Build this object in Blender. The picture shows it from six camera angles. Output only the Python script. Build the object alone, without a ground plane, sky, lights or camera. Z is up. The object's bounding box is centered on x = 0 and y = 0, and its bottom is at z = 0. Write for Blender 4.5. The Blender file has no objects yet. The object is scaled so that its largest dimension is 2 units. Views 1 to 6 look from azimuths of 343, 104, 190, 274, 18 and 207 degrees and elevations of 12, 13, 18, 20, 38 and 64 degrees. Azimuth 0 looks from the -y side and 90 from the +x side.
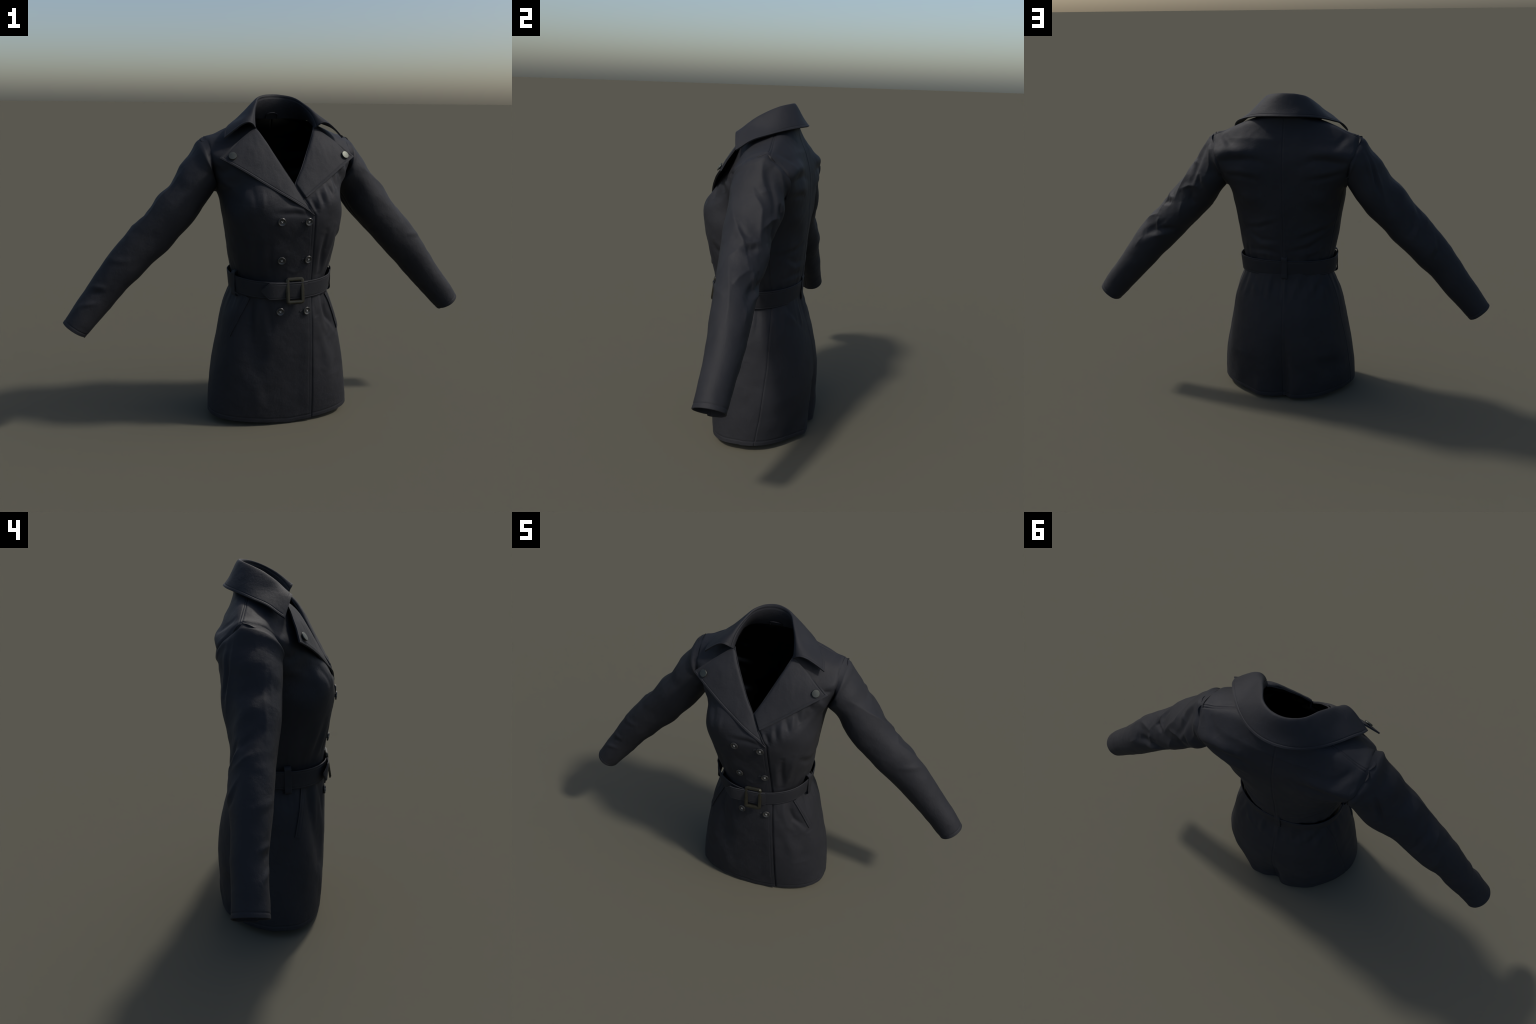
"""Double-breasted, belted trench coat on an invisible wearer, arms held out.
Built from sewn pieces: body panels, sleeves, folded collar, lapels, belt, buckle, buttons, loops, pockets."""
import bpy, math, random
import numpy as np
from mathutils import noise, Vector, Matrix

random.seed(7)
rng = np.random.default_rng(7)

# ------------------------------------------------------------------ helpers
def spline_m(x, y):
    """second-derivative table of a natural cubic spline; y is (k, ...)"""
    x = np.asarray(x, float); y = np.asarray(y, float); k = len(x)
    h = np.diff(x); A = np.zeros((k, k)); r = np.zeros_like(y)
    A[0, 0] = A[-1, -1] = 1
    for i in range(1, k - 1):
        A[i, i - 1], A[i, i], A[i, i + 1] = h[i - 1], 2 * (h[i - 1] + h[i]), h[i]
        r[i] = 6 * ((y[i + 1] - y[i]) / h[i] - (y[i] - y[i - 1]) / h[i - 1])
    return np.linalg.solve(A, r.reshape(k, -1)).reshape(y.shape)

def spline(x, y, q):
    """cubic spline through control points y at x, evaluated at q (1d)"""
    x = np.asarray(x, float); y = np.asarray(y, float); q = np.asarray(q, float)
    m = spline_m(x, y)
    i = np.clip(np.searchsorted(x, q, side='right') - 1, 0, len(x) - 2)
    sh = (-1,) + (1,) * (y.ndim - 1)
    h = (x[i + 1] - x[i]).reshape(sh); a = (x[i + 1].reshape(-1) - q).reshape(sh); b = (q - x[i]).reshape(sh)
    return (m[i] * a**3 + m[i + 1] * b**3) / (6 * h) + (y[i] / h - m[i] * h / 6) * a + (y[i + 1] / h - m[i + 1] * h / 6) * b

def arc_curve(pts, n=None, q=None, closed=False):
    """smooth curve through pts, resampled evenly by chord length"""
    P = np.array(pts, float)
    if closed:
        P = np.vstack([P[-3:-1] if np.allclose(P[0], P[-1]) else P[-2:], P, P[1:3] if np.allclose(P[0], P[-1]) else P[:2]])
    d = np.r_[0, np.cumsum(np.linalg.norm(np.diff(P, axis=0), axis=1))]
    if q is None: q = np.linspace(0, 1, n)
    return spline(d / d[-1], P, q)

def sstep(a, b, x):
    t = np.clip((x - a) / (b - a), 0, 1); return t * t * (3 - 2 * t)

def grid_normals(P, wrap=False):
    du = np.gradient(P, axis=0)
    if wrap:
        Q = np.concatenate([P[:, -1:], P, P[:, :1]], 1); dv = np.gradient(Q, axis=1)[:, 1:-1]
    else: dv = np.gradient(P, axis=1)
    N = np.cross(dv, du); L = np.linalg.norm(N, axis=-1, keepdims=True)
    return N / np.maximum(L, 1e-12)

def field(P, scale, seed=0, octaves=2):
    """smooth 3d noise sampled on an array of points (trilinear value noise)"""
    out = np.zeros(P.shape[:-1]); amp = 1.0; r = np.random.default_rng(100 + seed); tot = 0
    for o in range(octaves):
        T = r.uniform(-1, 1, (48, 48, 48)); q = P * (2**o) / scale + 17.3 * (o + 1)
        i = np.floor(q).astype(int); f = q - i; f = f * f * f * (f * (f * 6 - 15) + 10); i %= 48; j = (i + 1) % 48
        v = 0
        for a in (0, 1):
            for b in (0, 1):
                for c in (0, 1):
                    w = (f[..., 0] if a else 1 - f[..., 0]) * (f[..., 1] if b else 1 - f[..., 1]) * (f[..., 2] if c else 1 - f[..., 2])
                    v = v + w * T[(j if a else i)[..., 0], (j if b else i)[..., 1], (j if c else i)[..., 2]]
        out += amp * v; tot += amp; amp *= .5
    return out / tot

def stroke(U, V, pts, w, taper=True, sharp=False):
    """soft ridge 0..1 along a polyline in a 2d chart (U,V)"""
    P = np.array(pts, float); best = np.full(U.shape, 1e9); along = np.zeros(U.shape)
    seg = np.linalg.norm(np.diff(P, axis=0), axis=1); tot = seg.sum(); acc = 0
    for a, b, L in zip(P[:-1], P[1:], seg):
        d = (b - a) / L; t = np.clip((U - a[0]) * d[0] + (V - a[1]) * d[1], 0, L)
        D = np.hypot(U - a[0] - t * d[0], V - a[1] - t * d[1])
        k = D < best; best = np.where(k, D, best); along = np.where(k, (acc + t) / tot, along); acc += L
    g = np.exp(-(np.sqrt(best**2 + .004**2) - .004) / w * 1.3) if sharp else np.exp(-(best / w)**2)
    if taper: g = g * np.sin(np.pi * np.clip(along, .06, .94))**.7
    return g

def make_mesh(name, V, F, mat, smooth=True, parent=None, normals=None):
    me = bpy.data.meshes.new(name)
    me.from_pydata(np.asarray(V).tolist(), [], [list(map(int, f)) for f in F])
    me.update()
    if smooth: me.polygons.foreach_set('use_smooth', [True] * len(me.polygons))
    for m in (mat if isinstance(mat, (list, tuple)) else [mat]): me.materials.append(m)
    if normals is not None: me.normals_split_custom_set_from_vertices(np.asarray(normals).tolist())
    ob = bpy.data.objects.new(name, me); bpy.context.scene.collection.objects.link(ob)
    if parent: ob.parent = parent
    return ob

def grid_faces(nr, nc, wrap=False, off=0, flip=False):
    r = np.arange(nr - 1)[:, None]; c = np.arange(nc if wrap else nc - 1)[None]
    a = r * nc + c; b = r * nc + (c + 1) % nc; d = a + nc; e = b + nc
    F = np.stack([a, b, e, d], -1).reshape(-1, 4) + off
    return F[:, ::-1] if flip else F

def sheet(name, P, thick, mat, parent, wrap=False, N=None):
    """closed sheet: outer grid P, inner grid thick behind it, and rims round the free edges"""
    nr, nc = P.shape[:2]
    if N is None: N = grid_normals(P, wrap)
    th = thick if np.ndim(thick) else np.full((nr, nc), thick)
    Q = P - N * th[..., None]
    V = np.concatenate([P.reshape(-1, 3), Q.reshape(-1, 3)]); k = nr * nc
    F = [grid_faces(nr, nc, wrap), grid_faces(nr, nc, wrap, k, True)]
    def rim(idx, flip):
        idx = np.asarray(idx); f = np.stack([idx[:-1], idx[1:], idx[1:] + k, idx[:-1] + k], -1); F.append(f if flip else f[:, ::-1])
    c = np.r_[np.arange(nc), 0] if wrap else np.arange(nc)
    rim(c, False); rim((nr - 1) * nc + c, True)
    if not wrap:
        rim(np.arange(nr) * nc, True); rim(np.arange(nr) * nc + nc - 1, False)
    ob = make_mesh(name, V, np.vstack(F), mat, parent=parent)
    ob.data.set_sharp_from_angle(angle=math.radians(50))
    return ob

# ---------------------------------------------------------------- materials
def nodes(name):
    m = bpy.data.materials.new(name); m.use_nodes = True
    nt = m.node_tree; b = nt.nodes['Principled BSDF']
    return m, nt, b

def new(nt, t, **k):
    n = nt.nodes.new(t)
    for a, v in k.items():
        if a in n.inputs: n.inputs[a].default_value = v
        else: setattr(n, a, v)
    return n

def cloth(name, dark, light, rough=.55, grain=.35, sheen=.15, spec=.4):
    m, nt, b = nodes(name); L = nt.links.new
    tc = new(nt, 'ShaderNodeTexCoord')
    n1 = new(nt, 'ShaderNodeTexNoise', Scale=9.0, Detail=4.0); L(tc.outputs['Object'], n1.inputs['Vector'])
    n2 = new(nt, 'ShaderNodeTexNoise', Scale=420.0, Detail=3.0); L(tc.outputs['Object'], n2.inputs['Vector'])
    n3 = new(nt, 'ShaderNodeTexNoise', Scale=95.0, Detail=3.0); L(tc.outputs['Object'], n3.inputs['Vector'])
    ad = new(nt, 'ShaderNodeMath', operation='MULTIPLY_ADD'); L(n2.outputs['Fac'], ad.inputs[0]); ad.inputs[1].default_value = .35; L(n1.outputs['Fac'], ad.inputs[2])
    cr = new(nt, 'ShaderNodeValToRGB'); L(ad.outputs[0], cr.inputs['Fac'])
    cr.color_ramp.elements[0].position = .40; cr.color_ramp.elements[0].color = (*dark, 1)
    cr.color_ramp.elements[1].position = .95; cr.color_ramp.elements[1].color = (*light, 1)
    L(cr.outputs['Color'], b.inputs['Base Color'])
    b.inputs['Roughness'].default_value = rough; b.inputs['Specular IOR Level'].default_value = spec
    b.inputs['Sheen Weight'].default_value = sheen; b.inputs['Sheen Roughness'].default_value = .4
    b.inputs['Sheen Tint'].default_value = (.75, .82, 1, 1)
    hm = new(nt, 'ShaderNodeMath', operation='MULTIPLY_ADD'); L(n3.outputs['Fac'], hm.inputs[0]); hm.inputs[1].default_value = 1.6; L(n2.outputs['Fac'], hm.inputs[2])
    bp = new(nt, 'ShaderNodeBump', Strength=grain, Distance=.0012); L(hm.outputs[0], bp.inputs['Height']); L(bp.outputs['Normal'], b.inputs['Normal'])
    return m

def solid(name, col, rough, metal=0.0, spec=.5, wear=None):
    m, nt, b = nodes(name); L = nt.links.new
    tc = new(nt, 'ShaderNodeTexCoord'); n = new(nt, 'ShaderNodeTexNoise', Scale=60.0, Detail=4.0); L(tc.outputs['Object'], n.inputs['Vector'])
    cr = new(nt, 'ShaderNodeValToRGB'); L(n.outputs['Fac'], cr.inputs['Fac'])
    c2 = wear or tuple(v * 1.35 for v in col)
    cr.color_ramp.elements[0].position = .35; cr.color_ramp.elements[0].color = (*col, 1)
    cr.color_ramp.elements[1].position = .75; cr.color_ramp.elements[1].color = (*c2, 1)
    L(cr.outputs['Color'], b.inputs['Base Color'])
    b.inputs['Roughness'].default_value = rough; b.inputs['Metallic'].default_value = metal; b.inputs['Specular IOR Level'].default_value = spec
    return m

M_COAT = cloth('navy_cloth', (.0138, .0143, .0174), (.0188, .0193, .0228), rough=.66, sheen=.0, spec=.22)
M_LAPEL = cloth('paler_navy_cloth', (.0166, .0170, .0200), (.0222, .0226, .0258), rough=.72, sheen=.0, spec=.25)  # slightly paler navy than the coat cloth, used on lapels, belt end and buttonholes
M_LINING = cloth('black_lining', (.0012, .0012, .0015), (.002, .002, .0026), rough=.30, grain=.1, sheen=0, spec=.5)
M_BUTTON = solid('horn_button', (.022, .022, .021), .32)
M_THREAD = solid('button_thread', (.26, .26, .25), .5)
M_SNAP = solid('pewter_button', (.060, .064, .056), .46, .85)
M_BRASS = solid('dark_brass', (.034, .032, .023), .33, .6)

root = bpy.data.objects.new('trench_coat', None); bpy.context.scene.collection.objects.link(root)
root['label'] = 'dark navy double-breasted belted trench coat with open collar and wide lapels'
root['category'] = 'coat'

# ---------------------------------------------------------------- body form
# lower rings: height, half width, y of widest point, front y, back y, roundness of front and back
RINGS = np.array([
    [0.00, .346, -.012, -.190, .259, 2.60, 1.85],
    [0.12, .340, -.007, -.202, .261, 2.48, 2.05],
    [0.27, .319, -.010, -.211, .263, 2.40, 2.32],
    [0.42, .291, -.015, -.217, .242, 2.26, 2.43],
    [0.54, .263, -.004, -.218, .208, 2.08, 2.50],
    [0.61, .234,  .001, -.216, .186, 2.02, 2.43],
    [0.67, .219, -.002, -.215, .176, 2.02, 2.26],
    [0.73, .233, -.009, -.221, .182, 2.05, 2.11],
    [0.82, .251, -.016, -.237, .190, 2.28, 2.08],
    [0.92, .264, -.015, -.255, .194, 2.70, 2.18],
    [1.00, .276, -.008, -.264, .200, 2.80, 2.29]])
# upper rings: 7 points each, front centre -> side -> back centre (they climb over the shoulders)
UPPER = np.array([
    [(0, -.246, 1.06), (.165, -.240, 1.06), (.250, -.144, 1.06), (.284, .00, 1.055), (.255, .125, 1.06), (.155, .186, 1.06), (0, .202, 1.06)],
    [(0, -.214, 1.12), (.165, -.208, 1.12), (.284, -.087, 1.12), (.300, .05, 1.115), (.288, .150, 1.12), (.165, .200, 1.12), (0, .202, 1.12)],
    [(0, -.182, 1.19), (.170, -.166, 1.19), (.323, -.054, 1.195), (.318, .07, 1.185), (.312, .180, 1.19), (.170, .208, 1.19), (0, .199, 1.19)],
    [(0, -.160, 1.25), (.180, -.119, 1.25), (.346, -.035, 1.26), (.338, .08, 1.265), (.328, .168, 1.25), (.175, .195, 1.26), (0, .188, 1.255)],
    [(0, -.138, 1.30), (.180, -.092, 1.297), (.354, .020, 1.305), (.357, .085, 1.322), (.346, .117, 1.299), (.180, .166, 1.310), (0, .174, 1.305)],
    [(0, -.110, 1.34), (.140, -.083, 1.345), (.250, .005, 1.344), (.250, .078, 1.3575), (.245, .112, 1.348), (.130, .138, 1.362), (0, .150, 1.36)],
    [(0, -.100, 1.37), (.137, -.066, 1.373), (.140, .000, 1.394), (.138, .065, 1.403), (.118, .104, 1.406), (.068, .130, 1.408), (0, .139, 1.407)]])
T_UP = [1.06, 1.12, 1.19, 1.26, 1.305, 1.32, 1.345, 1.43, 1.55]
UPPER = np.concatenate([UPPER[:4], [UPPER[3] * .28 + UPPER[4] * .72], UPPER[4:5], [UPPER[4] * .77 + UPPER[5] * .23], UPPER[5:]])
TT = np.r_[RINGS[:, 0], T_UP]

NPHI = 181
def ring_table():
    """half rings (front centre to back centre) sampled finely: (rows, NPHI, 3)"""
    ph = np.linspace(0, 1, NPHI); rows = []
    for z, a, y0, yf, yb, nf, nb in RINGS:
        t = (ph - .5) * np.pi; c, s = np.cos(t), np.sin(t); n = np.where(s < 0, nf, nb)
        x = a * np.abs(c)**(2 / n); y = np.where(s < 0, y0 - (y0 - yf) * np.abs(s)**(2 / n), y0 + (yb - y0) * np.abs(s)**(2 / n))
        rows.append(np.stack([x, y, np.full_like(x, z)], -1))
    k = np.arange(-2, 9) / 6
    mir = np.array([-1, 1, 1])
    for R in UPPER:
        E = np.vstack([R[2] * mir, R[1] * mir, R, R[5] * mir, R[4] * mir])
        rows.append(spline(k, E, ph))
    return np.array(rows)
TABLE = ring_table()
T_MAX = 1.55
NT = 460
tq = np.linspace(0, T_MAX, NT)
FORM = spline(TT, TABLE, tq)                       # (NT, NPHI, 3)

def form_row(i, psi):
    """points of row i at ring parameter psi: 0 front centre, 1 back centre, 2 front centre again (mirrored)"""
    f = np.where(psi > 1, 2 - psi, psi); sg = np.where(psi > 1, -1., 1.); sg = np.where(f < 0, -sg, sg); f = np.abs(f)
    x = np.interp(f, np.linspace(0, 1, NPHI), FORM[i, :, 0]); y = np.interp(f, np.linspace(0, 1, NPHI), FORM[i, :, 1]); z = np.interp(f, np.linspace(0, 1, NPHI), FORM[i, :, 2])
    return np.stack([x * sg, y, z], -1)

# front edge of the wearer's overlapping panel; above the break it follows the roll line of the lapel
EDGE = np.array([(-.05, .114), (.999, .079), (1.061, .040), (1.125, .002), (1.19, -.037), (1.255, -.073), (1.307, -.101), (1.345, -.122), (1.3735, -.137), (1.42, -.137)])
def edge_x(z): return np.interp(z, EDGE[:, 0], EDGE[:, 1])

def edge_psi(i):
    """how far past the front centre the edge sits on row i (positive = beyond the centre)"""
    f = np.linspace(-.40, .34, 400)                # signed half-ring parameter, + is overlap
    p = form_row(i, np.where(f >= 0, -f, -f))      # f<0: own side
    xs = -p[:, 0]                                  # overlap side counted positive
    g = xs - edge_x(p[:, 2]); k = np.where((g[:-1] < 0) & (g[1:] >= 0))[0]
    if len(k) == 0: return f[np.argmin(np.abs(g))]
    j = k[0]; return f[j] + (f[j + 1] - f[j]) * (-g[j]) / (g[j + 1] - g[j])
OVER = np.array([edge_psi(i) for i in range(NT)])

# seam positions on the ring
def side_psi(i):
    y = np.interp(tq[i], [0, .184, .378, .55, .8, 1.06, 1.15, 1.32, 1.55], [.06, .083, .097, .095, .08, .07, .06, .088, .066])
    f = np.linspace(.4, .8, 200); p = form_row(i, f); return f[np.argmin(np.abs(p[:, 1] - y))]
SIDE = np.array([side_psi(i) for i in range(NT)])
k = np.ones(9) / 9; SIDE = np.convolve(np.pad(SIDE, 4, 'edge'), k, 'valid')

def clustered(n, ends=(1, 1), e=.012):
    """0..1 samples with extra ones close to the ends (for crisp seams)"""
    s = np.linspace(0, 1, n); x = [.0012, .003, .0055, .009]
    if ends[0]: s = np.r_[s, np.array(x) * (e / .009)]
    if ends[1]: s = np.r_[s, 1 - np.array(x) * (e / .009)]
    return np.unique(np.round(s, 6))
cF = clustered(150, e=.03); cB = clustered(120, e=.025)
nF, nB = len(cF), len(cB)
COLS = []
PSI = np.zeros((NT, 2 * (nF - 1) + 2 * (nB - 1) + 1))
for i in range(NT):
    a = -OVER[i]; s = SIDE[i]
    PSI[i] = np.r_[a + (s - a) * cF[:-1], s + (1 - s) * cB[:-1], 1 + (1 - s) * cB[:-1],
                   (2 - s) + (s + OVER[i]) * (1 - cF[::-1])]
B0 = np.stack([form_row(i, PSI[i]) for i in range(NT)])
# the hem rises from the front edge towards the side seams
hx = np.abs(B0[..., 0]) / .34
hem = np.where(B0[..., 1] < 0, .004 + .027 * hx, .015 + .014 * hx**1.5)
B0[..., 2] += hem * np.clip(1 - B0[..., 2] / .16, 0, 1)
BN = grid_normals(B0)
# orient normals outward
if (BN[100, B0.shape[1] // 2, 1]) < 0: BN = -BN
NC = B0.shape[1]; cSR = nF - 1; cBK = cSR + nB - 1; cSL = cBK + nB - 1
X, Y, Z = B0[..., 0], B0[..., 1], B0[..., 2]
front = sstep(.06, -.04, Y); back = sstep(.0, .09, Y)
col = np.arange(NC)[None].repeat(NT, 0)
xcol = (col > cSL)                                # overlapping (wearer's right, -x) panel
D = np.zeros_like(X)

# soft unevenness of worn cloth
D += .0030 * field(B0 * np.array([1, 1, .6]), .11, 1) + .0012 * field(B0, .045, 2)
# gathers above and below the belt: vertical flutes round the waist
ang = np.arctan2(Y + .0, X)
flute = field(np.stack([np.cos(ang) * .9, np.sin(ang) * .9, Z * .22], -1), .085, 3, 1) * 1.5
gather = np.exp(-((Z - .585) / .055)**2) * 1.0 + np.exp(-((Z - .735) / .05)**2) * .7
flat_front = 1 - sstep(.20, .10, np.abs(X - .0)) * (Y < 0) * .8
D += .0028 * gather * flute * flat_front

FRONT_FOLDS = [  # points (x, z), width, height
    ([(-.10, 1.006), (-.01, 1.008), (.075, .994)], .012, -.0035), ([(-.10, 1.03), (-.01, 1.03), (.07, 1.012)], .014, .003),
    # waist folds running down to the belt
    ([(.205, .94), (.178, .83), (.155, .74), (.145, .70)], .012, .0055), ([(.150, .92), (.140, .82), (.138, .71)], .013, -.0075), ([(.118, .88), (.115, .80), (.115, .70)], .013, .004), ([(.222, .90), (.242, .845), (.256, .80)], .012, -.006), ([(.235, .93), (.262, .86)], .012, .004),
    ([(-.278, .92), (-.285, .84)], .012, -.004), ([(-.263, .85), (-.259, .74)], .012, .004), ([(-.172, .90), (-.165, .80), (-.160, .72)], .014, -.004), ([(-.14, .88), (-.132, .73)], .014, .0035), ([(-.115, .86), (-.106, .73)], .012, -.004), ([(-.205, .92), (-.19, .82), (-.18, .73)], .018, .004),
    ([(-.03, .75), (.0, .735), (.03, .745)], .010, .0015),
    # gathers hanging from the lapel edge
    ([(.036, 1.045), (.050, .995)], .009, -.005), ([(.056, 1.055), (.070, 1.0)], .009, .004), ([(.070, 1.065), (.090, 1.01)], .009, -.005), ([(.098, 1.085), (.106, 1.02)], .010, .0045), ([(.112, 1.10), (.124, 1.04)], .009, -.0045),
    ([(.135, 1.12), (.148, 1.04)], .011, .0045), ([(.153, 1.13), (.174, 1.08)], .009, -.0045), ([(.180, 1.145), (.190, 1.08)], .011, .0045), ([(.192, 1.165), (.214, 1.10)], .009, -.0045), ([(.215, 1.18), (.226, 1.11)], .011, .0045), ([(.233, 1.195), (.265, 1.14)], .011, -.006), ([(.255, 1.215), (.285, 1.17), (.30, 1.12)], .012, .0045), ([(.285, 1.23), (.325, 1.225)], .011, -.005),
    ([(-.19, 1.12), (-.185, 1.03)], .012, -.0035), ([(-.22, 1.14), (-.225, 1.04)], .014, .0035), ([(-.15, 1.10), (-.155, 1.03)], .012, .003),
    # pleats fanning out below the belt
    ([(.160, .64), (.174, .56), (.200, .50), (.235, .46), (.268, .405)], .012, -.0085), ([(.140, .62), (.155, .53), (.175, .46), (.215, .40)], .016, .006), ([(.190, .63), (.212, .56), (.245, .49)], .011, .006), ([(.10, .60), (.125, .50)], .014, -.003),
    ([(.125, .54), (.153, .45), (.190, .33), (.215, .22)], .030, .008), ([(.25, .42), (.255, .30), (.26, .20)], .035, -.005),
    ([(-.195, .625), (-.222, .56), (-.245, .51)], .013, .005), ([(-.172, .62), (-.185, .55), (-.20, .48)], .012, -.006), ([(-.150, .62), (-.165, .52), (-.17, .42)], .014, .005), ([(-.115, .61), (-.105, .53), (-.10, .46)], .016, -.006), ([(-.13, .43), (-.15, .33), (-.20, .25)], .03, -.004), ([(-.16, .22), (-.15, .12), (-.14, .06)], .03, .004),
    ([(-.345, 1.20), (-.295, 1.175), (-.25, 1.205)], .018, -.006), ([(-.30, 1.14), (-.265, 1.10)], .015, .004)]
for p, w, h in FRONT_FOLDS: D += 1.15 * h * stroke(X, Z, p, w) * front
BACK_FOLDS = [
    ([(.33, 1.205), (.24, 1.222), (.144, 1.220), (.07, 1.20)], .020, -.0085), ([(.33, 1.245), (.24, 1.258), (.15, 1.252)], .024, .008),
    ([(-.33, 1.21), (-.21, 1.224), (-.15, 1.224), (-.085, 1.195)], .020, -.0085), ([(-.32, 1.245), (-.21, 1.26), (-.13, 1.255)], .024, .008),
    ([(.29, 1.142), (.2, 1.140), (.115, 1.125)], .014, -.005), ([(.29, 1.165), (.2, 1.168), (.12, 1.155)], .016, .004),
    ([(-.13, 1.128), (-.212, 1.140), (-.295, 1.16)], .014, -.006), ([(-.14, 1.158), (-.212, 1.170), (-.29, 1.185)], .016, .004),
    ([(.21, .872), (.119, .886), (.035, .92)], .012, -.0045), ([(.21, .895), (.119, .910), (.04, .94)], .013, .004),
    ([(.185, .865), (.109, .824), (.03, .831)], .012, -.0045), ([(.19, .84), (.11, .80), (.035, .805)], .013, .004),
    ([(.18, .765), (.088, .774), (.03, .765)], .011, -.004), ([(.18, .745), (.088, .752), (.03, .745)], .010, .0035),
    ([(-.06, .828), (-.183, .871), (-.268, .891)], .013, -.005), ([(-.06, .855), (-.183, .895), (-.26, .915)], .014, .004),
    ([(-.02, .768), (-.119, .789), (-.184, .830), (-.25, .84)], .012, -.005), ([(-.04, .79), (-.12, .815), (-.18, .848)], .012, .004), ([(-.09, .748), (-.15, .765), (-.2, .79)], .010, .004),
    ([(.18, .625), (.147, .574), (.085, .54)], .016, .006), ([(.15, .625), (.12, .56), (.07, .52)], .013, -.005), ([(.09, .64), (.075, .55)], .013, .005), ([(.045, .63), (.04, .56)], .012, -.004),
    ([(-.076, .635), (-.042, .53)], .014, .006), ([(-.11, .63), (-.08, .54)], .013, -.005), ([(-.163, .635), (-.12, .54)], .015, .006), ([(-.19, .63), (-.155, .54)], .012, -.005), ([(-.218, .629), (-.186, .53)], .014, .005),
    ([(.31, .20), (.24, .235), (.17, .23)], .022, .004), ([(-.30, .20), (-.24, .24), (-.18, .25)], .022, .004)]
for p, w, h in BACK_FOLDS:
    if max(q[1] for q in p) < 1.0: h *= .75; w *= 1.15
    D += h * stroke(X, Z, p, w) * back
# hollow beside the shoulder seams at the back of the armhole
for s in (1, -1):
    D += .003 * stroke(X, Z, [(s * .335, 1.315), (s * .29, 1.285), (s * .26, 1.25)], .018) * back
    D -= .004 * stroke(X, Z, [(s * .30, 1.325), (s * .265, 1.30), (s * .24, 1.275)], .016) * back

D -= .020 * front * np.exp(-((np.abs(X) - .185) / .055)**2) * np.exp(-((Z - .44) / .15)**2)
def lump(x, z, sx, sz, xx=None): return np.exp(-(((np.abs(X) if xx is None else X) - x) / sx)**2 - ((Z - z) / sz)**2)
# shoulder blades: hollow under the blade fold, fuller lower down
D += back * (.013 * lump(.165, 1.035, .06, .045) - .012 * lump(.25, 1.195, .06, .04))
D += front * (.009 * lump(-.21, 1.00, .05, .07, 1) - .010 * lump(.245, 1.12, .04, .04) - .005 * lump(.26, 1.24, .05, .05) + .005 * lump(-.10, .81, .04, .05, 1))
D += back * (-.010 * lump(-.24, .18, .05, .06, 1) + .007 * lump(-.085, .09, .03, .06, 1))
# centre-back inverted pleat below the hips
dx = X + .012
pl = sstep(.42, .06, Z) * back
D -= pl * .030 * np.where(dx > 0, np.exp(-(dx / .055)**2), np.exp(-(dx / .022)**2))
# the stiff back skirt breaks into flat panels towards the hem
stiff = sstep(.20, .03, Z) * back
D += stiff * (.009 * np.exp(-((X - .122) / .028)**2) - .007 * np.exp(-((X - .205) / .035)**2) + .008 * np.exp(-((X + .165) / .07)**2))
# sewn seams: centre back, both sides, shoulder line; folded hem
def groove(dist, w, d): return -d * np.exp(-(dist / w)**2)
def col_dist(c):
    L = np.linalg.norm(np.diff(B0, axis=1), axis=2); s = np.c_[np.zeros(NT), np.cumsum(L, 1)]
    return np.abs(s - s[:, c:c + 1])
for c, d in ((cBK, .0018), (cSR, .0018), (cSL, .0018)):
    q = col_dist(c); D += groove(q, .0022, d) + .0004 * np.exp(-((q - .008) / .004)**2)
rowlen = np.r_[0, np.cumsum(np.linalg.norm(np.diff(B0[:, cBK], axis=0), axis=1))]
D += groove(Z - hem - .020, .0028, .0014) * (tq < .3)[:, None]
# double-stitched front edge of the overlapping panel
qL = col_dist(NC - 1)
low = (tq < .99)[:, None]
D += np.where(low & xcol, groove(qL - .013, .0018, .0010), 0)
# shoulder seam: column running over the shoulder top
sh_line = np.abs(Y - np.interp(np.abs(X), [.13, .36], [.070, .100]))
D += np.where((tq > 1.33)[:, None], groove(sh_line, .0028, .0018), 0)

# the under panel tucks behind the overlapping one
under = (col < cSR) & (Y < 0)
tuck = sstep(edge_x(Z) + .011, edge_x(Z) - .001, X) * sstep(1.14, 1.08, tq)[:, None]
D -= np.where(under, .0065 * tuck, 0)
D += np.where(xcol & low, .0035 * sstep(.07, .0, qL) * sstep(1.0, .9, tq)[:, None], 0)
# armhole: cloth sinks a little where the sleeve is set in
D -= .006 * sstep(.325, .350, np.abs(X)) * sstep(1.16, 1.24, Z)
BODY = B0 + BN * D[..., None]
BODYN = grid_normals(BODY)
if BODYN[100, NC // 2, 1] < 0: BODYN = -BODYN

# nearest-point lookup for things sewn onto the body
def body_at(x, z, side=-1, panel=None):
    m = (Y < 0.02) if side < 0 else (Y > 0)
    if panel == 'over': m = m & xcol
    if panel == 'under': m = m & (col < cSR)
    d = np.where(m, (BODY[..., 0] - x)**2 + (BODY[..., 2] - z)**2, 9)
    i, j = np.unravel_index(np.argmin(d), d.shape); n = BN[i, j]
    p = BODY[i, j].copy(); p[1] += 0
    return p, n

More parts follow.
